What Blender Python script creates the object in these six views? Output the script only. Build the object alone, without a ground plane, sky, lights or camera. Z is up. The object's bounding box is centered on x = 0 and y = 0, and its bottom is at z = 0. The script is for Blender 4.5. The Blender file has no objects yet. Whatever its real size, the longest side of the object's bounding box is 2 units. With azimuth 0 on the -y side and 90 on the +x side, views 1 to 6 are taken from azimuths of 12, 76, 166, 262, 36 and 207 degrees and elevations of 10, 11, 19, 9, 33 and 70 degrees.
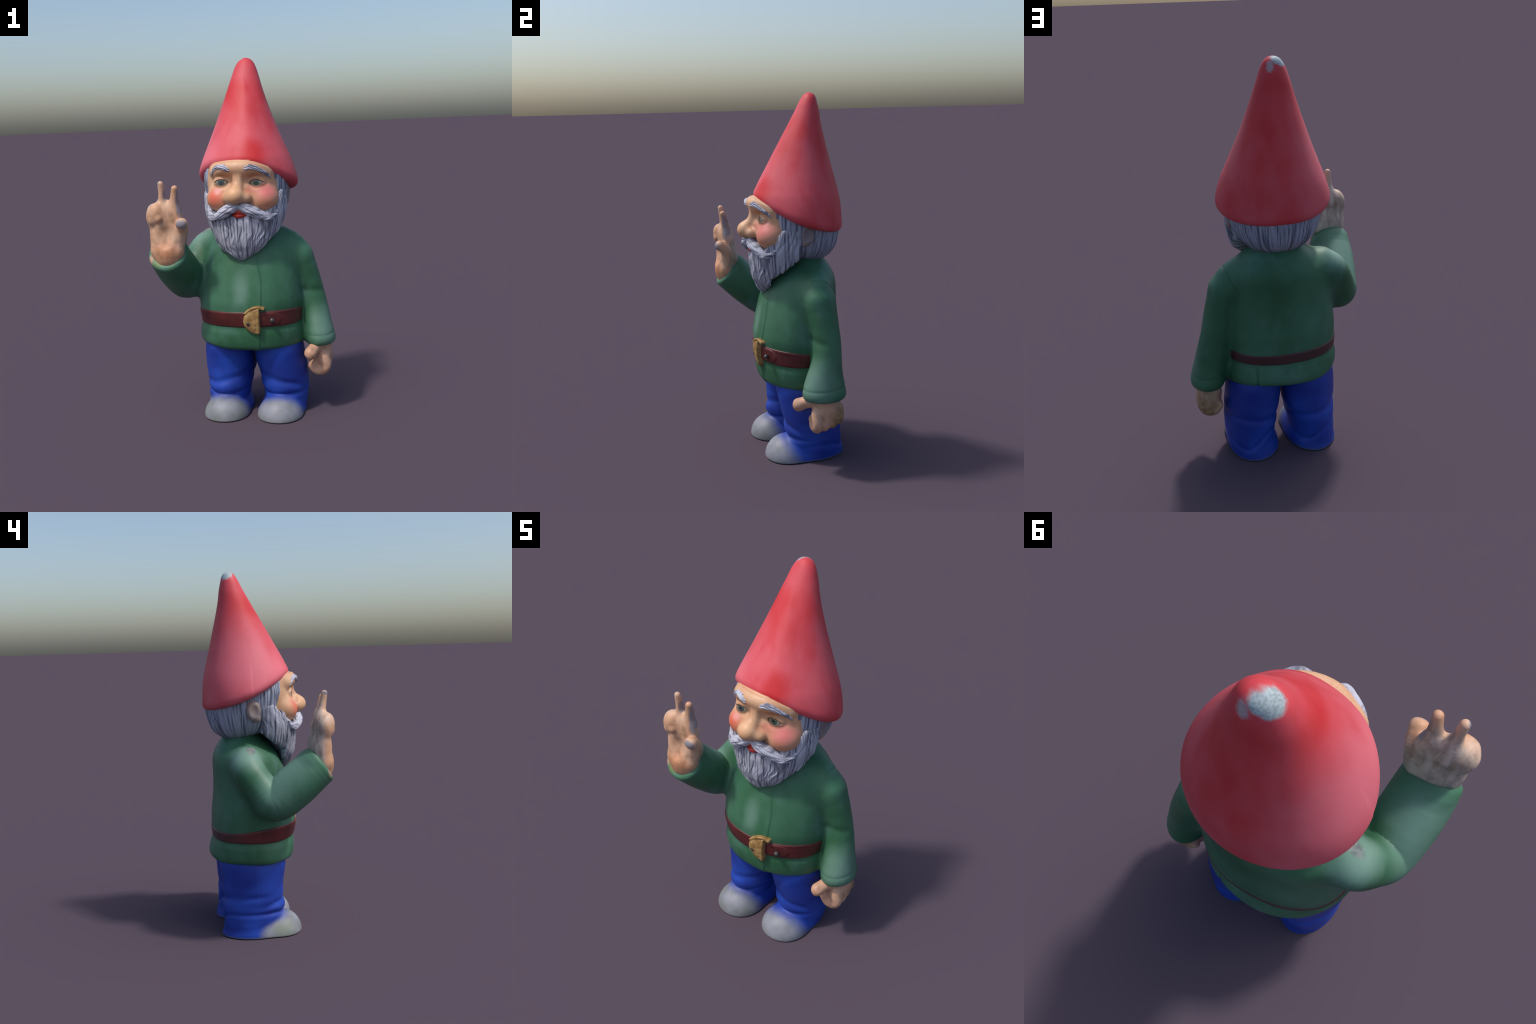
"""Painted garden gnome giving a two-finger salute.

Every body part is described by signed-distance shapes (lofts along a height
axis, tapered limbs, ellipsoids) blended smoothly, then meshed with a small
surface-nets routine.  z is up, the gnome faces -y, his right hand is at -x.
"""
import bpy, math
import numpy as np

F = np.float32

# ------------------------------------------------------------------ numeric helpers
def curve(ts, vs):
    """Smooth 1-D curve through control points (monotone cubic), as a function."""
    ts = np.array(ts, float); vs = np.array(vs, float)
    if ts[0] > ts[-1]:
        ts, vs = ts[::-1], vs[::-1]
    h = np.diff(ts); d = np.diff(vs) / h
    m = np.zeros_like(vs)
    m[0], m[-1] = d[0], d[-1]
    for i in range(1, len(ts) - 1):
        if d[i - 1] * d[i] > 0:
            w1, w2 = 2 * h[i] + h[i - 1], h[i] + 2 * h[i - 1]
            m[i] = (w1 + w2) / (w1 / d[i - 1] + w2 / d[i])
    g = np.linspace(ts[0], ts[-1], 600)
    k = np.clip(np.searchsorted(ts, g) - 1, 0, len(ts) - 2)
    u = (g - ts[k]) / h[k]
    y = ((2*u**3 - 3*u**2 + 1) * vs[k] + (u**3 - 2*u**2 + u) * h[k] * m[k]
         + (-2*u**3 + 3*u**2) * vs[k + 1] + (u**3 - u**2) * h[k] * m[k + 1])
    return lambda t: np.interp(t, g, y).astype(F)

def smin(a, b, k):
    h = np.maximum(k - np.abs(a - b), 0) / k
    return np.minimum(a, b) - h * h * k * F(0.25)

def smax(a, b, k):
    return -smin(-a, -b, k)

def sstep(a, b, x):
    t = np.clip((x - a) / (b - a), 0, 1)
    return t * t * (3 - 2 * t)

def bump(x, w):
    return np.exp(-(x / w) ** 2)

def _hash(i, j, k, seed):
    n = (i * 374761393 + j * 668265263 + k * 2147483647 + seed * 974634761) & 0xFFFFFFFF
    n = ((n ^ (n >> 13)) * 1274126177) & 0xFFFFFFFF
    n = n ^ (n >> 16)
    return (n & 0xFFFF).astype(F) / F(32767.5) - 1

def noise(x, y, z, seed=0):
    """Smooth value noise in -1..1."""
    xi, yi, zi = np.floor(x), np.floor(y), np.floor(z)
    fx, fy, fz = x - xi, y - yi, z - zi
    fx, fy, fz = (f * f * (3 - 2 * f) for f in (fx, fy, fz))
    i, j, k = xi.astype(np.int64), yi.astype(np.int64), zi.astype(np.int64)
    r = 0
    for a in (0, 1):
        for b in (0, 1):
            for c in (0, 1):
                w = (fx if a else 1 - fx) * (fy if b else 1 - fy) * (fz if c else 1 - fz)
                r = r + w * _hash(i + a, j + b, k + c, seed)
    return r.astype(F)

# ------------------------------------------------------------------ distance shapes
def loft(P, cx, cy, a, b, n=2.0):
    """Upright body with (super)elliptic sections: centre and half-widths follow z."""
    x, y, z = P
    A, B = np.maximum(a(z), 1e-3), np.maximum(b(z), 1e-3)
    dx, dy = np.abs(x - cx(z)) / A, np.abs(y - cy(z)) / B
    q = np.maximum((dx ** n + dy ** n) ** (1 / n), 1e-4)
    g = np.sqrt((dx ** (n - 1) / A) ** 2 + (dy ** (n - 1) / B) ** 2) * q ** (1 - n)
    d = np.where(q > 0.35, (q - 1) / np.maximum(g, 1e-3), (q - 1) * np.minimum(A, B))
    return d.astype(F)

def ball(P, c, r):
    """Ellipsoid with centre c and radii r (number or triple)."""
    r = (r, r, r) if np.isscalar(r) else r
    d = [(P[i] - c[i]) / r[i] for i in range(3)]
    k0 = np.sqrt(d[0]**2 + d[1]**2 + d[2]**2)
    k1 = np.sqrt(sum((d[i] / r[i])**2 for i in range(3)))
    return np.where(k1 > 1e-6, k0 * (k0 - 1) / np.maximum(k1, 1e-6), -min(r)).astype(F)

def limb(P, pts, k=0.0, squash=None):
    """Chain of tapered segments; pts are (x, y, z, radius)."""
    out = None
    if len(pts) > 2:                                   # smooth path through the joints
        t = np.arange(len(pts)); tt = np.linspace(0, len(pts) - 1, (len(pts) - 1) * 4 + 1)
        A = np.array(pts, float)
        m = np.gradient(A, axis=0)
        i = np.minimum(tt.astype(int), len(pts) - 2); u = (tt - i)[:, None]
        pts = ((2*u**3 - 3*u**2 + 1) * A[i] + (u**3 - 2*u**2 + u) * m[i]
               + (-2*u**3 + 3*u**2) * A[i + 1] + (u**3 - u**2) * m[i + 1])
    for p, q in zip(pts[:-1], pts[1:]):
        a, b = np.array(p[:3]), np.array(q[:3])
        ab = b - a
        t = sum((P[i] - a[i]) * ab[i] for i in range(3)) / max(ab @ ab, 1e-9)
        t = np.clip(t, 0, 1)
        d = np.sqrt(sum((P[i] - a[i] - t * ab[i])**2 for i in range(3))) - (p[3] + t * (q[3] - p[3]))
        out = d if out is None else np.minimum(out, d)
    return out.astype(F)

def plane(P, c, n):
    n = np.array(n, float); n /= np.linalg.norm(n)
    return sum((P[i] - c[i]) * n[i] for i in range(3)).astype(F)

# ------------------------------------------------------------------ surface nets
def mesh_sdf(f, lo, hi, h):
    """Quads on the zero surface of f inside the box lo..hi at cell size h."""
    S = 4
    lo = np.array(lo, float)
    nc = np.ceil((np.array(hi) - lo) / (h * S)).astype(int) + 1
    ax = [(lo[i] + h * S * (np.arange(nc[i]) + 0.5)).astype(F) for i in range(3)]
    G = np.meshgrid(*ax, indexing='ij')
    coarse = f([g.ravel() for g in G]).reshape(nc)
    fine = np.repeat(np.repeat(np.repeat(coarse, S, 0), S, 1), S, 2).astype(F)
    act = np.abs(coarse) < h * S * 1.9
    act = np.repeat(np.repeat(np.repeat(act, S, 0), S, 1), S, 2)
    idx = np.nonzero(act)
    X = [(lo[i] + h * (idx[i] + 0.5)).astype(F) for i in range(3)]
    vals = np.concatenate([f([c[s:s + 400000] for c in X]) for s in range(0, len(X[0]), 400000)])
    fine[idx] = vals
    neg = fine < 0
    nx, ny, nz = fine.shape
    cell = np.zeros((nx - 1, ny - 1, nz - 1), np.int8)
    for a in (0, 1):
        for b in (0, 1):
            for c in (0, 1):
                cell += neg[a:nx - 1 + a, b:ny - 1 + b, c:nz - 1 + c]
    ci = np.nonzero((cell > 0) & (cell < 8))
    vid = np.full(cell.shape, -1, np.int64)
    vid[ci] = np.arange(len(ci[0]))
    acc = np.zeros((len(ci[0]), 3)); cnt = np.zeros(len(ci[0]))
    for axis in range(3):
        e = np.eye(3, dtype=int)[axis]
        o1, o2 = [np.eye(3, dtype=int)[k] for k in range(3) if k != axis]
        for s in (0, 1):
            for t in (0, 1):
                b = o1 * s + o2 * t
                va = fine[ci[0] + b[0], ci[1] + b[1], ci[2] + b[2]]
                vb = fine[ci[0] + b[0] + e[0], ci[1] + b[1] + e[1], ci[2] + b[2] + e[2]]
                cr = (va < 0) != (vb < 0)
                tt = np.where(cr, va / np.where(cr, va - vb, 1), 0)
                acc[cr] += (b + e * tt[:, None])[cr]; cnt[cr] += 1
    V = lo + h * (np.stack(ci, 1) + acc / cnt[:, None] + 0.5)
    quads = []
    for axis in range(3):
        sl = [slice(None)] * 3; s2 = list(sl)
        sl[axis] = slice(0, -1); s2[axis] = slice(1, None)
        A, B = neg[tuple(sl)], neg[tuple(s2)]
        E = np.nonzero(A != B)
        inside = A[E]
        u, v = [k for k in range(3) if k != axis]
        if axis == 1: u, v = v, u
        E = np.stack(E, 1)
        keep = np.ones(len(E), bool)
        for k in (u, v):
            keep &= (E[:, k] > 0) & (E[:, k] < fine.shape[k] - 1)
        E, inside = E[keep], inside[keep]
        c = []
        for du, dv in ((1, 1), (0, 1), (0, 0), (1, 0)):
            o = E.copy(); o[:, u] -= du; o[:, v] -= dv
            c.append(vid[o[:, 0], o[:, 1], o[:, 2]])
        q = np.stack(c, 1)
        q[~inside] = q[~inside][:, ::-1]
        quads.append(q)
    Q = np.concatenate(quads)
    # pull vertices onto the surface
    for _ in range(2):
        e = h * 0.4
        P = [V[:, i].astype(F) for i in range(3)]
        f0 = f(P)
        g = []
        for i in range(3):
            Pp = list(P); Pp[i] = P[i] + F(e); Pm = list(P); Pm[i] = P[i] - F(e)
            g.append((f(Pp) - f(Pm)) / (2 * e))
        g = np.stack(g, 1); n2 = (g * g).sum(1)
        step = -(f0 / np.maximum(n2, 0.05))[:, None] * g
        ln = np.linalg.norm(step, axis=1, keepdims=True)
        step *= np.minimum(1, h * 0.6 / np.maximum(ln, 1e-9))
        V = V + step * 0.8
    return V, Q

# ------------------------------------------------------------------ objects
def collection_link(o):
    bpy.context.scene.collection.objects.link(o)
    return o

def make_mesh(name, V, Q):
    me = bpy.data.meshes.new(name)
    me.vertices.add(len(V)); me.vertices.foreach_set('co', np.asarray(V, F).ravel())
    me.loops.add(Q.size); me.loops.foreach_set('vertex_index', Q.ravel().astype(np.int32))
    me.polygons.add(len(Q))
    me.polygons.foreach_set('loop_start', np.arange(0, Q.size, Q.shape[1], dtype=np.int32))
    me.polygons.foreach_set('loop_total', np.full(len(Q), Q.shape[1], np.int32))
    me.update(calc_edges=True); me.validate()
    me.polygons.foreach_set('use_smooth', np.ones(len(me.polygons), bool))
    return me

def add(name, V, Q, mat, parent):
    o = bpy.data.objects.new(name, make_mesh(name, V, Q))
    collection_link(o); o.parent = parent
    o.data.materials.append(mat)
    return o

def vertex_normals(V, Q):
    n = np.cross(V[Q[:, 2]] - V[Q[:, 0]], V[Q[:, 3]] - V[Q[:, 1]])
    N = np.zeros_like(V)
    for k in range(4):
        np.add.at(N, Q[:, k], n)
    return N / np.maximum(np.linalg.norm(N, axis=1, keepdims=True), 1e-12)

def add_split(V, Q, label, parts):
    """Separate one smooth surface into named objects whose borders coincide and
    which keep the normals of the whole.  parts: label -> (name, material, parent)."""
    N = vertex_normals(V, Q)
    out = {}
    for key, (name, mat, parent) in parts.items():
        q = Q[label == key]
        if len(q) == 0:
            continue
        used, inv = np.unique(q, return_inverse=True)
        par = out[parent] if isinstance(parent, int) else parent
        o = add(name, V[used], inv.reshape(q.shape), mat, par)
        o.data.normals_split_custom_set_from_vertices([tuple(n) for n in N[used]])
        out[key] = o
    return out

# ------------------------------------------------------------------ materials
class Nodes:
    def __init__(self, name, rough=0.5, spec=0.4):
        m = bpy.data.materials.new(name); m.use_nodes = True
        self.mat = m; self.t = m.node_tree
        self.b = self.t.nodes['Principled BSDF']
        self.b.inputs['Roughness'].default_value = rough
        self.b.inputs['Specular IOR Level'].default_value = spec
        self.pos = self.t.nodes.new('ShaderNodeTexCoord').outputs['Object']
    def new(self, kind): return self.t.nodes.new(kind)
    def link(self, a, b): self.t.links.new(a, b)
    def put(self, sock, v):
        if hasattr(v, 'is_output'): self.link(v, sock)
        elif isinstance(v, (tuple, list)) and sock.type == 'RGBA': sock.default_value = (*v[:3], 1)
        else: sock.default_value = v
    def math(self, op, a, b=0.0, clamp=False):
        n = self.new('ShaderNodeMath'); n.operation = op; n.use_clamp = clamp
        self.put(n.inputs[0], a); self.put(n.inputs[1], b); return n.outputs[0]
    def vec(self, op, a, b):
        n = self.new('ShaderNodeVectorMath'); n.operation = op
        self.put(n.inputs[0], a); self.put(n.inputs[1], b)
        return n.outputs['Value'] if op in ('LENGTH', 'DOT_PRODUCT', 'DISTANCE') else n.outputs['Vector']
    def ramp(self, x, lo, hi, a=0.0, b=1.0):
        n = self.new('ShaderNodeMapRange'); n.interpolation_type = 'SMOOTHSTEP'
        self.put(n.inputs[0], x); n.inputs[1].default_value = lo; n.inputs[2].default_value = hi
        n.inputs[3].default_value = a; n.inputs[4].default_value = b; return n.outputs[0]
    def mix(self, f, a, b, kind='MIX'):
        n = self.new('ShaderNodeMix'); n.data_type = 'RGBA'; n.blend_type = kind
        self.put(n.inputs[0], f); self.put(n.inputs[6], a); self.put(n.inputs[7], b); return n.outputs[2]
    def noise(self, scale, detail=3.0, stretch=(1, 1, 1), vec=None, rough=0.5, dist=0.0):
        v = self.vec('MULTIPLY', vec if vec is not None else self.pos, stretch)
        n = self.new('ShaderNodeTexNoise'); self.link(v, n.inputs['Vector'])
        n.inputs['Scale'].default_value = scale; n.inputs['Detail'].default_value = detail
        n.inputs['Roughness'].default_value = rough; n.inputs['Distortion'].default_value = dist
        return n.outputs['Fac']
    def spot(self, c, r, soft=1.0, warp=0.0, wscale=12.0):
        """1 inside the ellipsoid c, r; fades to 0 outside over the fraction soft."""
        v = self.vec('SUBTRACT', self.pos, c)
        r = (r, r, r) if np.isscalar(r) else r
        v = self.vec('DIVIDE', v, r)
        d = self.vec('LENGTH', v, (0, 0, 0))
        if warp:
            d = self.math('ADD', d, self.math('MULTIPLY', self.math('SUBTRACT', self.noise(wscale, 4), 0.5), warp))
        return self.ramp(d, 1.0 - soft, 1.0, 1.0, 0.0)
    def axis(self, i):
        n = self.new('ShaderNodeSeparateXYZ'); self.link(self.pos, n.inputs[0]); return n.outputs[i]
    def color(self, c): self.put(self.b.inputs['Base Color'], c)
    def bump(self, h, strength=0.2, dist=0.003):
        n = self.new('ShaderNodeBump'); n.inputs['Strength'].default_value = strength
        n.inputs['Distance'].default_value = dist; self.put(n.inputs['Height'], h)
        self.link(n.outputs[0], self.b.inputs['Normal'])

def rgb(r, g, b):
    """sRGB 0-255 to linear."""
    f = lambda c: (c / 255 / 12.92) if c <= 10 else ((c / 255 + 0.055) / 1.055) ** 2.4
    return (f(r), f(g), f(b))

def red_paint():
    m = Nodes('red_hat_paint', 0.55, 0.3)
    big = m.noise(3.0, 3, (1, 1, 0.5)); streak = m.noise(9, 3, (1.6, 1.6, 0.35))
    c = m.mix(m.ramp(big, 0.35, 0.65), rgb(194, 50, 54), rgb(206, 88, 98))
    c = m.mix(m.ramp(streak, 0.45, 0.75, 0, 0.35), c, rgb(190, 32, 38))
    # broad pale pink areas, deep red one in front
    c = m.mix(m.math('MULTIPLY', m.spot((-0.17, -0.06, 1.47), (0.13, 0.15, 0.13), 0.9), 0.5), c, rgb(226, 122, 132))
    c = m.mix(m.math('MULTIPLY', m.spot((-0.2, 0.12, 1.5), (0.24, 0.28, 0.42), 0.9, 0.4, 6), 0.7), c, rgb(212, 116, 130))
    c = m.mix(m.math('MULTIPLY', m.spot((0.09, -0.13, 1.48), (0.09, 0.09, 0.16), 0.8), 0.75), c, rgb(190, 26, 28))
    # chipped tip showing grey-white plaster
    chip = m.spot((-0.022, 0.186, 1.982), (0.060, 0.050, 0.036), 0.45, 0.8, 30)
    chip2 = m.math('MULTIPLY', m.spot((0.030, 0.206, 1.955), (0.024, 0.03, 0.035), 0.7, 0.9, 55), 0.7)
    fl = m.noise(150, 2)
    white = m.mix(m.ramp(fl, 0.35, 0.6), rgb(146, 158, 162), rgb(166, 180, 184))
    c = m.mix(m.math('MAXIMUM', chip, chip2), c, white)
    scr = m.spot((0.055, -0.158, 1.452), (0.03, 0.03, 0.004), 0.5, 0.8, 60)
    c = m.mix(m.math('MULTIPLY', scr, 0.8), c, rgb(225, 170, 150))
    m.color(c); m.bump(m.noise(60, 3, (1, 1, 0.6)), 0.12)
    return m.mat

SKIN = rgb(205, 158, 124)
def face_skin():
    m = Nodes('face_paint', 0.48, 0.38)
    c = m.mix(m.ramp(m.noise(10, 4), 0.35, 0.7), rgb(196, 150, 116), rgb(208, 166, 132))  # skin base darkened slightly to follow the shade baked on the forehead
    c = m.mix(m.math('MULTIPLY', m.spot((0.150, -0.12, 1.275), (0.09, 0.1, 0.075), 0.8), 0.9), c, rgb(206, 104, 108))
    c = m.mix(m.math('MULTIPLY', m.spot((0.135, -0.11, 1.222), (0.085, 0.1, 0.055), 0.8), 0.8), c, rgb(192, 104, 78))
    c = m.mix(m.math('MULTIPLY', m.spot((-0.115, -0.15, 1.258), (0.078, 0.09, 0.075), 0.85, 0.25, 14), 0.9), c, rgb(214, 96, 76))
    c = m.mix(m.math('MULTIPLY', m.spot((-0.10, -0.16, 1.292), (0.035, 0.05, 0.03), 0.9), 0.6), c, rgb(222, 160, 160))
    c = m.mix(m.math('MULTIPLY', m.spot((0.075, -0.16, 1.30), (0.05, 0.05, 0.035), 0.8), 0.5), c, rgb(196, 100, 92))
    # paler warm tan on the nose; brown above the eyes
    c = m.mix(m.math('MULTIPLY', m.spot((0.0, -0.215, 1.285), (0.06, 0.06, 0.05), 0.8), 0.6), c, rgb(228, 180, 132))
    for e in EYES:
        lid = m.spot((e[0], e[1] - 0.01, e[2] + 0.033), (0.055, 0.06, 0.03), 0.8)
        c = m.mix(m.math('MULTIPLY', lid, 0.6), c, rgb(168, 108, 72))
        line = m.spot((e[0], e[1] - 0.01, e[2] + .001), (0.046, 0.08, 0.024), 0.3)
        c = m.mix(m.math('MULTIPLY', line, 0.85), c, rgb(64, 42, 34))
    # grey dry-brushed edge toward the hair
    m.color(c); m.bump(m.noise(90, 3), 0.12)
    return m.mat

def hand_skin(name, raised):
    m = Nodes(name, 0.5, 0.35)
    n = m.noise(9, 5)
    if raised:
        c = m.mix(m.ramp(n, 0.35, 0.7), rgb(196, 150, 118), rgb(206, 172, 148))
        y = m.axis(1)
        back = m.ramp(m.math('ADD', y, m.math('MULTIPLY', m.math('SUBTRACT', m.noise(14, 4), 0.5), 0.05)), -0.262, -0.225)
        c = m.mix(m.math('MULTIPLY', back, 0.85), c, m.mix(m.ramp(m.noise(26, 4, (1.5, 1.5, 0.4)), 0.35, 0.65), rgb(150, 140, 132), rgb(190, 178, 168)))
        # bare patches on index finger and thumb
        for s in (((-0.285, -0.262, 1.25), (0.022, 0.05, 0.11)), ((-0.262, -0.325, 1.14), (0.04, 0.04, 0.034)),
                  ((-0.36, -0.262, 1.29), (0.016, 0.05, 0.04)), ((-0.395, -0.28, 1.352), (0.014, 0.03, 0.018))):
            c = m.mix(m.math('MULTIPLY', m.spot(s[0], s[1], 0.5, 0.6, 30), 0.85), c, rgb(118, 124, 138))
        c = m.mix(m.math('MULTIPLY', m.spot((-.44, -.25, 1.21), (.06, .06, .06), 0.8, 0.5, 20), 0.7), c, rgb(214, 192, 176))
        warm = m.spot((-0.36, -0.31, 1.0), (0.1, 0.08, 0.09), 0.8)
        c = m.mix(m.math('MULTIPLY', warm, 0.6), c, rgb(190, 124, 84))
    else:
        c = m.mix(m.ramp(n, 0.35, 0.7), rgb(188, 142, 116), rgb(200, 160, 134))
        dirt = m.spot((0.42, 0.19, 0.30), (0.1, 0.09, 0.12), 0.6, 0.5, 18)
        c = m.mix(m.math('MULTIPLY', dirt, 0.8), c, m.mix(m.ramp(m.noise(50, 4), 0.3, 0.7), rgb(112, 88, 54), rgb(160, 134, 96)))
    grime = m.ramp(m.noise(16, 5, rough=0.6), 0.5, 0.72, 0, 0.55)
    c = m.mix(grime, c, rgb(126, 98, 76))
    m.color(c); m.bump(m.noise(70, 3), 0.2)
    return m.mat

def hair_paint(name, light, dark, centre, around=6.0, along=3.0):
    """Dry-brushed strands: streaks that run down the meridians around centre."""
    m = Nodes(name, 0.6, 0.3)
    if centre is None:
        s = m.noise(26, 4, (0.5, 0.5, 2.2), dist=0.4)
    else:
        ang = m.math('ARCTAN2', m.math('SUBTRACT', m.axis(0), centre[0]), m.math('SUBTRACT', centre[1], m.axis(1)))
        n = m.new('ShaderNodeCombineXYZ')
        m.link(m.math('MULTIPLY', ang, around), n.inputs[0]); m.link(m.math('MULTIPLY', m.axis(2), along), n.inputs[1])
        s = m.noise(2.2, 3, vec=n.outputs[0], dist=0.45, rough=0.5)
    c = m.mix(m.ramp(s, 0.36, 0.56), dark, light)
    c = m.mix(m.ramp(m.noise(7, 3), 0.5, 0.8, 0, 0.35), c, rgb(150, 150, 168))
    m.color(c); m.bump(s, 0.3, 0.004)
    return m.mat

def green_paint():
    m = Nodes('green_jacket_paint', 0.5, 0.35)
    big = m.noise(4.0, 4, (1, 1, 0.7))
    c = m.mix(m.ramp(big, 0.3, 0.7), rgb(44, 90, 60), rgb(66, 112, 86))
    c = m.mix(m.ramp(m.noise(7, 4, (1, 1, 0.5)), 0.5, 0.75, 0, 0.5), c, rgb(88, 128, 118))
    # paler blue-green patches on shoulder, sleeves and belly
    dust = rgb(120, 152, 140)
    for s in (((-0.28, 0.12, 1.02), (0.15, 0.18, 0.12), 0.8), ((0.42, 0.06, 0.5), (0.13, 0.16, 0.18), 0.6),
              ((-0.38, -0.1, 0.95), (0.15, 0.22, 0.14), 0.75), ((-0.4, 0.0, 0.84), (0.14, 0.14, 0.14), 0.5),
              ((0.0, -0.17, 0.76), (0.07, 0.1, 0.16), 0.5)):
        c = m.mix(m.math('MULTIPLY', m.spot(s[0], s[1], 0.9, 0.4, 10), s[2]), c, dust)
    # olive tint on the lower hem and cuffs
    z = m.axis(2)
    c = m.mix(m.math('MULTIPLY', m.spot((0.08, -0.1, 0.395), (0.2, 0.1, 0.03), 0.8, 0.4, 20), 0.6), c, rgb(92, 108, 44))
    c = m.mix(m.math('MULTIPLY', m.spot((-0.41, -0.29, 0.94), (0.05, 0.06, 0.05), 0.7, 0.4, 20), 0.7), c, rgb(104, 118, 58))
    # chips: grey on right shoulder, pinkish at the raised cuff
    chip = m.spot((-0.245, 0.105, 1.055), (0.06, 0.035, 0.05), 0.5, 0.9, 22)
    c = m.mix(m.math('MULTIPLY', chip, 0.85), c, m.mix(m.ramp(m.noise(60, 3), 0.4, 0.6), rgb(96, 98, 100), rgb(124, 126, 126)))
    chip = m.spot((-0.462, -0.285, 0.962), (0.034, 0.03, 0.055), 0.6, 0.7, 25)
    c = m.mix(m.math('MULTIPLY', chip, 0.9), c, rgb(206, 150, 130))
    m.color(c); m.bump(m.noise(70, 3), 0.15)
    return m.mat

def leg_paint():
    """Blue trousers that fade, dry-brushed, into grey shoes at the toes."""
    m = Nodes('trouser_and_shoe_paint', 0.52, 0.35)
    blue = m.mix(m.ramp(m.noise(6, 4), 0.3, 0.7), rgb(27, 50, 138), rgb(33, 70, 168))
    grey = m.mix(m.ramp(m.noise(9, 4), 0.3, 0.7), rgb(110, 114, 112), rgb(134, 136, 146))  # shoe grey lowered to match baked-in shading
    x, y, z = m.axis(0), m.axis(1), m.axis(2)
    # toe cap: forward of a line that leans back with depth
    v = m.math('ADD', m.math('ADD', y, m.math('MULTIPLY', z, 0.55)),
               m.math('MULTIPLY', m.math('SUBTRACT', m.noise(16, 4), 0.5), 0.05))
    # right shoe shows more grey on its outer side
    outer = m.spot((-0.29, 0.0, 0.03), (0.13, 0.2, 0.09), 0.7)
    v = m.math('SUBTRACT', v, m.math('MULTIPLY', outer, 0.1))
    toe = m.ramp(v, -0.06, 0.05, 1.0, 0.0)
    low = m.ramp(z, 0.1, 0.14, 1.0, 0.0)
    c = m.mix(m.math('MULTIPLY', toe, low), blue, grey)
    moss = m.spot((-0.28, -0.06, 0.04), (0.08, 0.12, 0.07), 0.8, 0.6, 15)
    c = m.mix(m.math('MULTIPLY', moss, 0.5), c, rgb(128, 140, 104))
    c = m.mix(m.ramp(z, 0.004, 0.012, 0.6, 0.0), c, rgb(120, 124, 112))
    m.color(c); m.bump(m.noise(70, 3), 0.15)
    return m.mat

def leather():
    m = Nodes('red_brown_leather', 0.45, 0.4)
    c = m.mix(m.ramp(m.noise(8, 4), 0.3, 0.7), rgb(74, 32, 30), rgb(98, 40, 38))
    c = m.mix(m.ramp(m.axis(1), 0.1, 0.24, 0, 0.7), c, rgb(70, 52, 52))
    m.color(c); m.bump(m.noise(120, 3), 0.25)
    return m.mat

def brass():
    m = Nodes('worn_brass_paint', 0.42, 0.5)
    c = m.mix(m.ramp(m.noise(26, 4), 0.35, 0.65), rgb(140, 106, 60), rgb(184, 150, 96))
    c = m.mix(m.ramp(m.noise(70, 4), 0.58, 0.72, 0, 0.7), c, rgb(84, 62, 36))
    m.color(c); m.bump(m.noise(60, 3), 0.3); m.b.inputs['Metallic'].default_value = 0.15
    return m.mat

def plain(name, c1, c2, scale=20, rough=0.4):
    m = Nodes(name, rough, 0.5)
    m.color(m.mix(m.ramp(m.noise(scale, 3), 0.35, 0.65), c1, c2)); return m.mat

def eye_paint(name, c, iris):
    m = Nodes(name, 0.15, 0.6)
    v = m.vec('SUBTRACT', m.pos, (c[0] + 0.0, 0, c[2] + 0.006))
    d = m.vec('LENGTH', m.vec('MULTIPLY', v, (1, 0, 1)), (0, 0, 0))
    col = m.mix(m.ramp(d, 0.0155, 0.0185), iris, rgb(134, 128, 116))
    col = m.mix(m.ramp(d, 0.006, 0.008), rgb(26, 34, 34), col)
    rim = m.math('MULTIPLY', m.ramp(d, 0.0125, 0.0155), m.ramp(d, 0.0165, 0.0195, 1, 0))
    col = m.mix(m.math('MULTIPLY', rim, 0.7), col, rgb(40, 46, 44))
    m.color(col); return m.mat

# ------------------------------------------------------------------ the shapes
EYES = ((0.106, -0.146, 1.332), (-0.082, -0.152, 1.336))      # his left, his right

# hat: leaning cone with a rolled brim that dips toward the back
H_Z = (1.2, 1.3, 1.35, 1.4, 1.45, 1.5, 1.6, 1.7, 1.8, 1.85, 1.9, 1.95, 1.975, 1.99, 1.997, 2.0)
hat_cx = curve(H_Z, (.010, .010, .010, .010, .010, .009, .007, .005, .005, .005, .006, .007, .008, .008, .008, .008))
hat_cy = curve(H_Z, (.082, .082, .082, .083, .085, .091, .106, .121, .137, .146, .156, .163, .167, .168, .168, .168))
hat_a = curve(H_Z, (.288, .284, .277, .263, .245, .224, .182, .143, .108, .092, .076, .058, .044, .029, .014, .001))
hat_b = curve(H_Z, (.256, .252, .248, .243, .234, .217, .178, .139, .100, .082, .066, .048, .037, .025, .012, .001))
brim_z = curve((-.3, -.2, -.16, -.14, -.07, 0, .06, .12, .18, .24, .3, .4),
               (1.438, 1.438, 1.436, 1.428, 1.386, 1.348, 1.320, 1.297, 1.279, 1.263, 1.250, 1.238))

def hat_side(P):
    d = loft(P, hat_cx, hat_cy, hat_a, hat_b)
    x, y, z = P
    th = np.arctan2(y - 0.09, x - 0.01)
    amp = sstep(2.0, 1.8, z) * 0.003
    ridge = sstep(1.98, 1.5, z)
    d = d - F(.015) * ridge * bump(th + 1.25, .48) - F(.006) * ridge * bump(th + 2.2, .45)
    return d + amp * noise(th * 1.2 + 5, z * 5, z * 0 + 0.5, 3)

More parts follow.
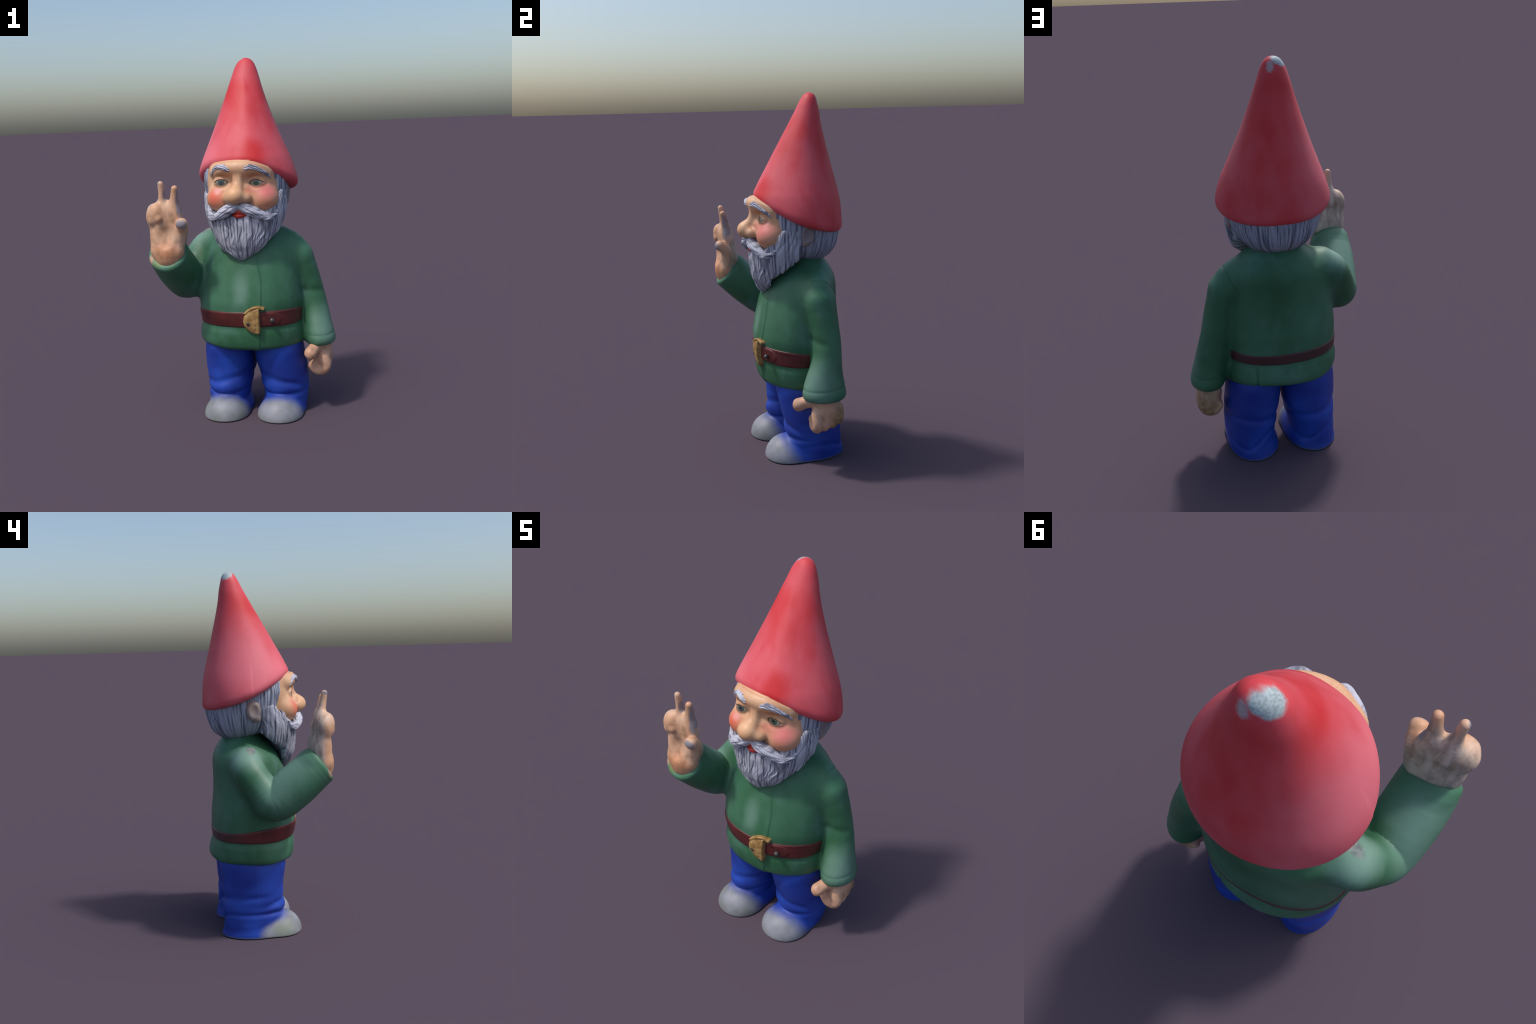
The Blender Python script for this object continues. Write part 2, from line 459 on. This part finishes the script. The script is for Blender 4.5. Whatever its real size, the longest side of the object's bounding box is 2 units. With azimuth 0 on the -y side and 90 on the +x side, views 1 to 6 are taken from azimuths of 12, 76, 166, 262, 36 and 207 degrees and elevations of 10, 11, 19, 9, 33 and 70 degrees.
def hat_sdf(P):
    x, y, z = P
    rim = brim_z(y + 0.16 * x) - z
    d = smax(hat_side(P), rim * F(0.92), F(0.045))
    # thin pressed line just above the brim in front
    return smax(d, z - F(2.0), F(0.004))

# head: skull, cheeks, nose, brows, sockets
def skull(P):
    d = ball(P, (0.006, 0.055, 1.335), (0.222, 0.232, 0.26))
    return d

def face_sdf(P):
    x, y, z = P
    d = smin(ball(P, (0.010, 0.03, 1.335), (0.215, 0.205, 0.225)), ball(P, (0.006, 0.1, 1.32), (0.195, 0.19, 0.19)), F(0.05))
    # forehead band
    d = smin(d, ball(P, (0.012, -0.06, 1.412), (0.16, 0.115, 0.055)), F(0.04))
    d = np.maximum(d, np.where(z > brim_z(y + 0.16 * x) + 0.012, hat_side(P) + F(0.008), F(-1)))
    # sockets
    for e in EYES:
        d = smax(d, -ball(P, (e[0], e[1] - 0.035, e[2] + 0.012), (0.06, 0.052, 0.043)), F(0.03))
    for e, s in zip(EYES, (1, -1)):              # outer corners fall away to the temples
        d = smax(d, -ball(P, (e[0] + s * .052, e[1] - .012, e[2] + .004), (.030, .034, .028)), F(.03))
    for cx in (.052, -.032):                     # deep inner corners beside the nose
        d = smax(d, -ball(P, (cx, -.192, 1.342), (.022, .032, .028)), F(.02))
    # cheeks
    d = smin(d, ball(P, (0.128, -0.085, 1.245), (0.085, 0.085, 0.075)), F(0.03))
    d = smin(d, ball(P, (-0.098, -0.096, 1.248), (0.078, 0.083, 0.073)), F(0.03))
    # brow ridge
    d = smin(d, limb(P, ((0.15, -0.085, 1.385, .025), (0.06, -0.15, 1.412, .026), (-0.035, -0.158, 1.415, .026), (-0.12, -0.115, 1.395, .025))), F(0.03))
    # upper lip / muzzle
    d = smin(d, ball(P, (0.014, -0.10, 1.19), (0.1, 0.070, 0.06)), F(0.03))
    # nose: bridge, ball, wings
    n = limb(P, ((0.012, -0.15, 1.375, .022), (0.010, -0.166, 1.33, .024), (0.004, -0.197, 1.28, .034)), 0.03)
    n = smin(n, ball(P, (0.001, -0.205, 1.268), (0.047, 0.044, 0.043)), F(0.025))
    n = smin(n, ball(P, (0.050, -0.178, 1.256), (0.032, 0.034, 0.028)), F(0.022))
    n = smin(n, ball(P, (-0.036, -0.188, 1.258), (0.028, 0.032, 0.028)), F(0.022))
    d = smin(d, n, F(0.022))
    # lids over the eyeballs, then the almond openings
    for e, yaw in zip(EYES, (-0.35, 0.25)):
        c = (e[0], e[1] + 0.028, e[2])
        d = smin(d, ball(P, c, (0.046, 0.036, 0.038)), F(0.010))
        arc = limb(P, [(e[0] + .037 * q, e[1] + .010 + .018 * q * q, e[2] + .025 - .017 * q * q, .006) for q in (-1, -.5, 0, .5, 1)])
        d = smin(d, arc, F(.008))
        u = (x - e[0]); w = z - e[2] - 0.001
        up = 0.0140 * (1 - (u / 0.038) ** 2); dn = -0.0145 * (1 - (u / 0.038) ** 2)
        hole = np.maximum(np.maximum(w - up, dn - w) * 0.8, y - (e[1] + 0.03))
        d = smax(d, -hole.astype(F), F(0.006))
    return d

def eye_sdf(e):
    return lambda P: ball(P, (e[0], e[1] + 0.028, e[2]), (0.042, 0.032, 0.034))

# hair at the back and sides
HR_Z = (1.08, 1.1, 1.13, 1.17, 1.22, 1.27, 1.34, 1.42)
hair_cy = curve(HR_Z, (.165, .155, .138, .122, .110, .103, .10, .10))
hair_a = curve(HR_Z, (.085, .120, .158, .193, .216, .226, .229, .22))
hair_b = curve(HR_Z, (.050, .085, .137, .178, .203, .220, .23, .22))
zero = lambda t: np.zeros_like(t) + F(0.011)

def locks(u, v, seed, warp=0.6):
    """Carved strands: elongated ridges, u across the strand, v along it."""
    w = noise(u * 0.25, v * 1.0, u * 0, seed + 1) * warp
    a = noise(u + w * 2, v * 0.7, u * 0, seed + 2)
    b = noise(u * 2.3 + w * 3, v * 1.1, u * 0, seed + 3)
    return (np.sqrt(np.abs(a) + 0.01) * 1.1 - 0.55) + 0.4 * (np.sqrt(np.abs(b) + 0.01) - 0.5)

def hair_sdf(P):
    x, y, z = P
    d = loft(P, zero, hair_cy, hair_a, hair_b, (F(2.0) + F(1.1) * sstep(.14, .02, y)))
    d = smax(d, F(1.088) - z, F(0.04))
    # cut away over the face: hairline from temple to jaw
    front = curve((1.08, 1.15, 1.22, 1.27, 1.32, 1.36, 1.45), (-.02, -.045, -.055, -.062, -.07, -.085, -.09))
    d = smax(d, front(z) - y, F(0.03))
    # hollow behind the jaw where the ear sits
    for s in (1, -1):
        d = smax(d, -ball(P, (0.006 + s * 0.246, 0.085, 1.245), (0.022, 0.03, 0.036)), F(0.015))
    under = np.maximum(hat_side(P) + F(0.009), z - brim_z(y + 0.16 * x) - F(.05))
    d = np.maximum(d, np.where(z > brim_z(y + 0.16 * x) - 0.005, under, F(-1)))
    th = np.arctan2(x, y - 0.1)
    near = (np.abs(d) < 0.03)
    out = d.copy()
    Pn = [c[near] for c in P]
    t = th[near]; sl = np.sign(Pn[0]) * (Pn[2] - 1.2) * 3.0 * sstep(0.25, 0.05, Pn[1])
    out[near] = d[near] - F(0.006) * locks(t * 15 + sl, Pn[2] * 9 + t, 11)
    return out

# beard
BD_Z = (.900, .911, .925, .945, .97, 1.0, 1.04, 1.08, 1.13, 1.18, 1.22, 1.27, 1.32)
bd_cx = curve(BD_Z, (.002, .002, .003, .004, .006, .008, .010, .011, .012, .012, .012, .012, .012))
bd_cy = curve(BD_Z, (-.105, -.103, -.09, -.07, -.048, -.03, -.015, -.006, .0, .005, .015, .02, .02))
bd_a = curve(BD_Z, (.006, .018, .043, .078, .122, .152, .176, .194, .210, .221, .226, .226, .216))
bd_b = curve(BD_Z, (.006, .018, .044, .077, .110, .142, .164, .174, .184, .190, .19, .18, .16))

def beard_sdf(P):
    x, y, z = P
    d = loft(P, bd_cx, bd_cy, bd_a, bd_b, 2.2)
    d = smax(d, F(0.908) - z, F(0.008))
    # upper boundary: under the lip in the middle, up the jaw at the sides
    top = curve((0, .03, .06, .1, .14, .18, .21, .24), (1.162, 1.166, 1.182, 1.185, 1.195, 1.245, 1.30, 1.33))
    cut = z - top(np.abs(x - 0.012))
    d = smax(d, cut.astype(F) * F(0.7), F(0.045))
    # hollow behind: the beard is a thick wrap, open at the nape
    back = (y - np.maximum(F(0.045) + F(.01) * np.sign(x) + F(1.2) * np.minimum(z - F(1.13), 0), F(-.09))) * F(.75)
    d = smax(d, back.astype(F), F(0.03))
    out = d.copy(); near = np.abs(d) < 0.03
    X, Y, Z = [c[near] for c in P]
    th = np.arctan2((X - bd_cx(Z)) / bd_a(Z), -(Y - bd_cy(Z)) / bd_b(Z))
    u = th * 9.5 + 1.3 * noise(X * 9 + 3, Z * 12, X * 0, 31) + 0.35 * noise(X * 30, Z * 34, X * 0, 33)
    out[near] = d[near] - F(0.010) * locks(u, Z * 6.5, 21, 0.8) * sstep(.905, .95, Z)
    return out

# moustache, brows, lips, ears
def moustache_sdf(P):
    x, y, z = P
    L = limb(P, ((0.016, -0.178, 1.212, .017), (0.048, -0.183, 1.202, .028), (0.085, -0.172, 1.185, .029),
                 (0.122, -0.158, 1.166, .025), (0.155, -0.139, 1.150, .021), (0.184, -0.112, 1.155, .016), (0.203, -0.090, 1.178, .009)), 0.02)
    R = limb(P, ((0.006, -0.180, 1.212, .017), (-0.026, -0.190, 1.202, .028), (-0.062, -0.187, 1.185, .028),
                 (-0.098, -0.172, 1.165, .023), (-0.127, -0.154, 1.154, .019), (-0.151, -0.134, 1.163, .015), (-0.165, -0.115, 1.188, .009)), 0.02)
    d = smin(np.minimum(L, R), ball(P, (0.012, -0.166, 1.205), (.038, .020, .020)), F(.014))
    out = d.copy(); near = np.abs(d) < 0.02
    X, Y, Z = [c[near] for c in P]
    s = np.abs(X - 0.01)
    mid = curve((0, .04, .08, .12, .15, .19), (1.214, 1.202, 1.186, 1.165, 1.151, 1.172))
    out[near] = d[near] - F(0.0065) * locks((Z - mid(s)) * 120 + 40, s * 16, 41, 0.5)
    return out

def brow_sdf(pts):
    def f(P):
        d = limb(P, [(q[0], q[1] + .006, q[2], q[3]) for q in pts])        # half sunk into the brow ridge
        run = curve(*zip(*sorted((p[0], p[2]) for p in pts)))
        u = (P[2] - run(P[0])) * 620 + P[0] * 60
        return (d - 0.0022 * np.sin(u + 2.0 * noise(P[0] * 50, P[2] * 50, P[1] * 0, 5))).astype(F)
    return f
BROWS = (((.060, -.184, 1.411, .012), (.079, -.180, 1.416, .014), (.099, -.170, 1.413, .014), (.122, -.156, 1.402, .012), (.144, -.139, 1.388, .011), (.162, -.120, 1.371, .009), (.172, -.104, 1.352, .006)),
         ((-.036, -.189, 1.406, .011), (-.050, -.187, 1.416, .0135), (-.068, -.179, 1.421, .0135), (-.089, -.167, 1.420, .012), (-.110, -.155, 1.411, .011), (-.124, -.147, 1.397, .009), (-.133, -.138, 1.378, .006)))

def lip_sdf(P):
    up = limb(P, ((-0.022, -0.170, 1.180, .007), (0.014, -0.181, 1.183, .009), (0.052, -0.170, 1.180, .007)), 0.01)
    lo = limb(P, ((-0.016, -0.172, 1.166, .008), (0.014, -0.182, 1.162, .012), (0.046, -0.172, 1.166, .008)), 0.01)
    return np.minimum(up, lo)

def ear_sdf(s):
    def f(P):
        c = (0.006 + s * 0.222, 0.082, 1.256)
        d = ball(P, c, (0.02, 0.040, 0.055))
        d = smax(d, -ball(P, (c[0] + s * 0.022, c[1] - 0.004, c[2] - .004), (0.013, 0.024, 0.034)), F(0.01))
        return smin(d, ball(P, (c[0] - s * 0.004, c[1] - 0.02, c[2] - 0.045), (0.013, 0.018, 0.018)), F(0.015))
    return f

# jacket
T_Z = (.36, .40, .43, .46, .50, .54, .60, .66, .73, .79, .85, .91, .96, 1.0, 1.04, 1.07, 1.10, 1.14)
t_cx = curve(T_Z, (.005, .005, .005, .004, .004, .005, .006, .006, .006, .006, .006, .008, .008, .008, .008, .008, .008, .008))
t_cy = curve(T_Z, (.095, .092, .088, .085, .078, .072, .070, .068, .070, .074, .080, .088, .096, .102, .108, .112, .118, .12))
t_a = curve(T_Z, (.270, .285, .297, .300, .296, .284, .287, .291, .287, .281, .272, .263, .252, .236, .200, .165, .125, .09))
t_b = curve(T_Z, (.212, .225, .237, .240, .236, .228, .234, .234, .225, .216, .207, .199, .192, .180, .158, .136, .108, .08))

ARM_L = ((.19, .118, .975, .082), (.235, .118, .950, .082), (.272, .121, .905, .078))
ARM_R = ((-.21, .122, .975, .088), (-.264, .118, .930, .092), (-.315, .060, .842, .094), (-.338, -.002, .784, .108), (-.355, -.10, .856, .115), (-.368, -.19, .935, .112), (-.374, -.26, .990, .104))
R_CUT, R_AXIS = (-.366, -.252, .978), (0.0, -.79, .61)
L_Z = (.36, .40, .43, .46, .52, .58, .64, .70, .76, .84, .90, .96, 1.0)
l_cx = curve(L_Z, (.392, .391, .390, .386, .376, .366, .354, .342, .329, .307, .287, .262, .24))
l_cy = curve(L_Z, (.112, .112, .112, .113, .120, .132, .142, .146, .142, .133, .127, .122, .12))
l_a = curve(L_Z, (.072, .083, .086, .084, .079, .076, .073, .070, .068, .070, .072, .070, .06))
l_b = curve(L_Z, (.095, .112, .119, .114, .098, .083, .075, .072, .073, .079, .083, .082, .07))
front_line = curve((.40, .52, .70, .78, .83, .90, 1.0), (.086, .092, .104, .105, .098, .083, .07))

def torso_sdf(P):
    x, y, z = P
    Q = (x - F(.07) * np.minimum(y - F(.07), 0) * sstep(.54, .62, z) + F(.03) * sstep(.05, .2, y) * sstep(.0, -.2, x) * sstep(.52, .44, z) * F(-.35), y, z)            # belly leans a touch toward his right
    d = loft(Q, t_cx, t_cy, t_a, t_b, F(2.03) + F(.37) * sstep(.0, .16, y) * sstep(.46, .60, z))
    return d

def arm_left(P):
    x, y, z = P
    fore = loft(P, l_cx, l_cy, l_a, l_b)
    fore = smax(smax(fore, F(.398) - z, F(.022)), z - F(.96), F(.05))
    fore = fore + F(.002) * bump(z - .462 - .03 * (y - .1), .006) * sstep(.30, .36, x)   # cuff seam
    web = limb(P, ((.285, .135, .84, .045), (.305, .14, .66, .045), (.325, .125, .50, .045)))   # sleeve rests against the side
    return smin(smin(limb(P, ARM_L, 0.02), fore, F(.03)), web, F(.03))

def arm_right(P):
    d = limb(P, ARM_R, 0.03)
    d = smax(d, plane(P, R_CUT, R_AXIS), F(.02))
    return smin(d, ball(P, (-.368, -.192, .998), (.086, .058, .052)), F(.03))      # cuff rolled up behind the wrist

def jacket_sdf(P):
    x, y, z = P
    t = torso_sdf(P)
    hem = F(.403) + F(.016) * np.maximum(sstep(-.02, -.25, x), sstep(.05, .25, y)) + F(.004) * np.sin(x * 14 + 1) - z
    t = smax(t, hem.astype(F), F(.03))
    # front edge of the overlapping placket
    dx = x - front_line(z)
    step = np.where(dx < 0, np.exp(np.minimum(dx, 0) / .06), np.exp(-np.maximum(dx, 0) / .002)) * sstep(0.0, -.06, y) * sstep(.95, .85, z)
    t = t - F(.005) * step
    # vertical vent in the rear hem
    t = t + F(.008) * bump(x - .165, .005) * sstep(.15, .2, y) * sstep(.53, .51, z) * sstep(.37, .40, z)
    al, ar = arm_left(P), arm_right(P)
    # sleeve seam around the left armhole
    seam = x - (.262 + .42 * (z - .97)) 
    al = al + F(.007) * bump(seam, .005) * sstep(.06, .12, y)
    d = smin(t, al, F(.035))
    d = smin(d, ar, F(.045))
    d = d + F(.003) * noise(x * 7, y * 7, z * 5, 51)
    # sleeve creases
    d = d + F(.004) * bump(z - .69 + .25 * (y - .14), .02) * sstep(.28, .31, x) * sstep(.16, .1, y)
    return d.astype(F)

belt_mid = lambda y: F(.590) - F(.055) * (y + F(.15))
def belt_sdf(P):
    x, y, z = P
    d = torso_sdf(P) - F(.005)
    half = F(.045) - F(.015) * sstep(-.05, .22, y)
    d = smax(d, (np.abs(z - belt_mid(y)) - half).astype(F), F(.012))
    return np.maximum(d, -(torso_sdf(P) + F(.02)))

def belt_tail_sdf(P):
    x, y, z = P
    d = torso_sdf(P) - F(.0095)
    end = (x - .165) 
    zz = z - belt_mid(y)
    cap = np.where(end > 0, np.sqrt(end**2 * 0.7 + zz**2) - .037, np.abs(zz) - .037)
    d = smax(d, cap.astype(F), F(.008))
    d = np.maximum(d, -(torso_sdf(P) + F(.01)))
    return np.maximum(np.maximum(d, .05 - x), y - F(.02)).astype(F)

def buckle_sdf(P):
    """D-shaped domed plate lying on the belt, its straight edge toward his left."""
    x, y, z = P
    t = torso_sdf(P)
    q = np.sqrt(((x - .094) / .086) ** 2 + ((z - .586) / .076) ** 2)
    d2 = np.maximum((q - 1) * .076, x - .094)
    dome = F(.016) + F(.014) * np.sqrt(np.clip(1 - q * q, 0, 1))
    d = smax(d2.astype(F), t - dome.astype(F), F(.010))
    # raised rim down the straight edge, and a lip along the top that runs past it
    rim = np.maximum(np.abs(x - .092) - .006, np.abs(z - .586) - .070)
    rim = smax(rim.astype(F), t - dome.astype(F) - F(.004), F(.005))
    arc = np.maximum(np.abs(q - 1) * .076 - .007, (.628 - z))
    arc2 = np.sqrt((z - (.662 - .35 * (x - .094))) ** 2 + (x - np.clip(x, .094, .118)) ** 2) - .008
    lip = np.where(x < .094, arc, arc2)
    lip = smax(lip.astype(F), t - F(.024), F(.006))
    d = np.minimum(d, np.minimum(rim, lip))
    return np.maximum(np.maximum(d, -(t + F(.01))), y + F(.02)).astype(F)

def pin_sdf(P):
    return np.maximum(np.sqrt((P[0] - .04)**2 + (P[2] - .572)**2) - .012, torso_sdf(P) - F(.0295) + F(30.) * ((P[0] - .04)**2 + (P[2] - .572)**2)).astype(F)

def stud_sdf(P):
    d = ball(P, (.163, -.1455, .586), (.013, .012, .013))
    return d

# legs with shoes
G_Z = (-.02, .0, .03, .07, .11, .17, .22, .27, .33, .40, .46)
def leg_sdf(s):
    if s < 0:
        cx = curve(G_Z, (-.145, -.145, -.145, -.147, -.147, -.141, -.138, -.136, -.136, -.136, -.13))
        a = curve(G_Z, (.118, .120, .120, .121, .122, .130, .138, .143, .143, .138, .12))
    else:
        cx = curve(G_Z, (.172, .172, .178, .184, .186, .180, .176, .168, .158, .150, .14))
        a = curve(G_Z, (.118, .120, .122, .125, .129, .135, .140, .143, .143, .140, .12))
    cy = curve(G_Z, (.12, .12, .11, .105, .100, .100, .100, .100, .098, .096, .096))
    b = curve(G_Z, (.16, .162, .163, .165, .170, .172, .171, .171, .176, .184, .18))
    if s > 0:
        cy = curve(G_Z, (.122, .122, .118, .114, .112, .110, .106, .102, .098, .096, .096))
        b = curve(G_Z, (.16, .162, .160, .157, .155, .158, .163, .168, .176, .184, .18))
    toe_c = (-.140, -.045) if s < 0 else (.168, -.035)
    def f(P):
        x, y, z = P
        d = loft((x - F(.12) * np.maximum(y - F(.1), 0) * sstep(.14, .26, z) if s < 0 else x, y, z), cx, cy, a, b, 1.96 if s < 0 else 2.05)
        # cloth folds: slanting creases, stronger in front above the shoe
        fr = sstep(.12, -.02, y); bk = 1 - fr
        xc = (x - cx(z)) * s
        w = noise(x * 9, y * 9, z * 6, 61)
        d = d + F(.009) * fr * (1 + .5 * w) * bump(z - .122 - .5 * xc * xc - .012 * w, .013)
        d = d + F(.006) * fr * (1 + .8 * w) * bump(z - .205 + .3 * xc - .02 * w, .022)
        d = d - F(.006) * fr * bump(z - .165, .03)
        d = d + F(.005) * bk * bump(z - .10 - .04 * np.sin(x * 20) - .006 * w, .014)
        d = d + F(.006) * bk * bump(z - .22 - .1 * xc - .012 * w, .02)
        d = d + F(.003) * w
        toe = ball(P, (*toe_c, .0), (.128, .127, .118))
        mid = ball(P, (toe_c[0], .07, .0), (.133, .2, .10))
        toe = smin(toe, mid, F(.03))
        d = smin(d, toe, F(.022))
        d = smax(d, -z, F(.006))
        # thin welt where the shoe meets the ground
        return np.maximum(smax(d, z - F(.44), F(.02)), -z)
    return f

# raised right hand
def hand_parts_right(P):
    palm = limb(P, ((-.366, -.238, .95, .066), (-.366, -.244, 1.02, .060), (-.366, -.244, 1.09, .056)), .03)
    palm = smin(palm, ball(P, (-.367, -.246, 1.135), (.094, .044, .125)), F(.03))
    palm = smin(palm, ball(P, (-.368, -.243, 1.05), (.094, .054, .10)), F(.03))
    palm = smin(palm, ball(P, (-.368, -.250, .985), (.090, .058, .06)), F(.03))
    index = limb(P, ((-.314, -.243, 1.17, .034), (-.317, -.250, 1.235, .027), (-.309, -.260, 1.29, .0205), (-.304, -.269, 1.322, .017)), .012)
    middle = limb(P, ((-.380, -.241, 1.19, .036), (-.381, -.250, 1.25, .022), (-.379, -.258, 1.30, .0175), (-.381, -.266, 1.347, .0165)), .012)
    fold = smin(ball(P, (-.424, -.256, 1.180), (.048, .046, .062)), ball(P, (-.410, -.276, 1.20), (.038, .030, .044)), F(.025))
    fold = smin(fold, ball(P, (-.394, -.297, 1.166), (.018, .013, .020)), F(.010))
    fold = smin(fold, ball(P, (-.428, -.290, 1.158), (.018, .013, .020)), F(.010))
    thumb = limb(P, ((-.31, -.235, 1.05, .046), (-.284, -.252, 1.095, .037), (-.271, -.277, 1.125, .030), (-.267, -.296, 1.140, .027)), .02)
    thumb = smin(thumb, ball(P, (-.267, -.302, 1.142), (.032, .022, .026)), F(.01))
    return palm, index, middle, fold, thumb

def hand_right(P):
    p, i, m, f, t = hand_parts_right(P)
    d = smin(smin(smin(p, i, F(.025)), m, F(.025)), f, F(.022))
    d = smax(d, -ball(P, (-.355, -.338, 1.085), (.064, .062, .080)), F(.02))       # hollow of the palm
    d = smin(d, t, F(.018))
    # tendons and creases
    return (d + F(.0025) * noise(P[0] * 45, P[1] * 25, P[2] * 14, 71)).astype(F)

# lowered left fist: four fingers curled under toward the thigh, thumb forward
FIST = ((.062, .000, .029), (.105, .004, .027), (.146, .014, .025), (.182, .030, .022))
def hand_parts_left(P):
    palm = limb(P, ((.388, .112, .42, .064), (.390, .120, .36, .062)), .02)
    palm = smin(palm, ball(P, (.392, .125, .320), (.055, .086, .072)), F(.03))
    fingers = [limb(P, ((.418, y, .325 + up, r), (.426, y, .275 + up, r), (.408, y, .246 + up, r),
                        (.370, y, .246 + up, r * .95), (.350, y, .270 + up, r * .9)), .01) for y, up, r in FIST]
    thumb = limb(P, ((.384, .085, .388, .040), (.370, .035, .384, .034), (.355, -.002, .372, .033), (.349, -.018, .364, .035)), .015)
    return (palm, thumb, *fingers)

def hand_left(P):
    palm, thumb, *fingers = hand_parts_left(P)
    c = fingers[0]
    for f in fingers[1:]:
        c = smin(c, f, F(.010))
    d = smin(smin(palm, c, F(.022)), thumb, F(.012))
    return (d + F(.002) * noise(P[0] * 40, P[1] * 30, P[2] * 30, 72)).astype(F)

# ------------------------------------------------------------------ assemble
root = bpy.data.objects.new('garden_gnome', None); collection_link(root)
root['label'] = 'painted garden gnome in red hat raising two fingers'
root['category'] = 'garden gnome'

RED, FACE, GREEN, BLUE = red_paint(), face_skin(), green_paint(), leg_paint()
HAND_R, HAND_L = hand_skin('raised_hand_paint', True), hand_skin('lowered_hand_paint', False)
LEATHER, BRASS = leather(), brass()
HAIR = hair_paint('grey_hair_paint', rgb(154, 160, 178), rgb(88, 94, 110), (.006, .1), 9, 1.8)
BEARD = hair_paint('grey_beard_paint', rgb(172, 174, 188), rgb(92, 94, 108), (.004, .0), 8, 2.2)
MOUST = hair_paint('white_moustache_paint', rgb(182, 184, 198), rgb(112, 114, 130), None)
LIP = plain('red_lip_paint', rgb(176, 44, 36), rgb(190, 60, 46))
DARK = plain('dark_metal_paint', rgb(44, 44, 44), rgb(70, 70, 68), 60, 0.3)
EAR = plain('ear_paint', rgb(126, 118, 122), rgb(146, 128, 118), 14, 0.5)

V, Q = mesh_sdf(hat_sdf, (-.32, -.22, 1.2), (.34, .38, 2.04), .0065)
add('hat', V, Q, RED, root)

V, Q = mesh_sdf(face_sdf, (-.26, -.28, 1.07), (.27, .32, 1.58), .0036)
cen = V[Q].mean(1)
nose = (limb([cen[:, i] for i in range(3)], ((.01, -.19, 1.33, .02), (.006, -.2, 1.268, .058))) < 0).astype(int)
head = add_split(V, Q, nose, {0: ('head', FACE, root), 1: ('nose', FACE, 0)})[0]

def part(name, f, lo, hi, h, mat, parent):
    V, Q = mesh_sdf(f, lo, hi, h)
    return add(name, V, Q, mat, parent)

for e, iris in zip(EYES, (rgb(58, 80, 68), rgb(70, 82, 88))):
    part('eye', eye_sdf(e), np.array(e) - (.06, .04, .05), np.array(e) + (.06, .09, .05), .0025, eye_paint('eye_paint', e, iris), head)
for b in BROWS:
    xs = [p[0] for p in b]
    part('eyebrow', brow_sdf(b), (min(xs) - .03, -.22, 1.34), (max(xs) + .03, -.06, 1.46), .0022, MOUST, head)
part('lip', lip_sdf, (-.05, -.22, 1.13), (.08, -.15, 1.2), .002, LIP, head)
part('moustache', moustache_sdf, (-.2, -.24, 1.11), (.23, -.06, 1.26), .0026, MOUST, head)
part('beard', beard_sdf, (-.27, -.24, .88), (.28, .13, 1.34), .0036, BEARD, head)
part('hair', hair_sdf, (-.27, -.13, 1.05), (.28, .37, 1.46), .0036, HAIR, head)
for s in (1, -1):
    part('ear', ear_sdf(s), (.006 + s * .228 - .05, .02, 1.16), (.006 + s * .228 + .05, .15, 1.33), .003, EAR, head)

V, Q = mesh_sdf(jacket_sdf, (-.5, -.36, .35), (.52, .37, 1.16), .0055)
cen = V[Q].mean(1); C = [cen[:, i].astype(F) for i in range(3)]
t, al, ar = torso_sdf(C), arm_left(C), arm_right(C)
lab = np.where((al < t) & (al < ar), 1, np.where(ar < t, 2, 0))
add_split(V, Q, lab, {0: ('torso', GREEN, root), 1: ('arm', GREEN, root), 2: ('arm', GREEN, root)})

belt = part('belt', belt_sdf, (-.33, -.2, .46), (.34, .34, .66), .004, LEATHER, root)
part('belt_tail', belt_tail_sdf, (.03, -.2, .5), (.24, .05, .66), .003, LEATHER, belt)
part('belt_buckle', buckle_sdf, (-.03, -.23, .48), (.13, -.08, .69), .0025, BRASS, belt)
part('buckle_pin', pin_sdf, (.01, -.23, .54), (.07, -.15, .6), .002, DARK, belt)
part('belt_stud', stud_sdf, (.13, -.18, .54), (.2, -.11, .61), .002, DARK, belt)

for s in (-1, 1):
    f = leg_sdf(s)
    V, Q = mesh_sdf(f, (-.31 if s < 0 else .01, -.21, -.02), (.04 if s < 0 else .34, .32, .47), .005)
    V[:, 2] = np.maximum(V[:, 2], 0)
    c = V[Q].mean(1)
    shoe = ((c[:, 1] + .55 * c[:, 2] < .005) & (c[:, 2] < .125)).astype(int)
    add_split(V, Q, shoe, {0: ('leg', BLUE, root), 1: ('shoe', BLUE, root)})

V, Q = mesh_sdf(hand_right, (-.5, -.37, .90), (-.2, -.14, 1.4), .0034)
C = [c.astype(F) for c in V[Q].mean(1).T]
p = np.stack(hand_parts_right(C)); lab = p.argmin(0)
add_split(V, Q, lab, {0: ('hand', HAND_R, root), 1: ('finger', HAND_R, 0), 2: ('finger', HAND_R, 0), 3: ('finger', HAND_R, 0), 4: ('thumb', HAND_R, 0)})
V, Q = mesh_sdf(hand_left, (.29, -.09, .18), (.5, .25, .46), .0034)
C = [c.astype(F) for c in V[Q].mean(1).T]
p = np.stack(hand_parts_left(C)); lab = p.argmin(0)
add_split(V, Q, lab, {0: ('hand', HAND_L, root), 1: ('thumb', HAND_L, 0), **{k: ('finger', HAND_L, 0) for k in (2, 3, 4, 5)}})
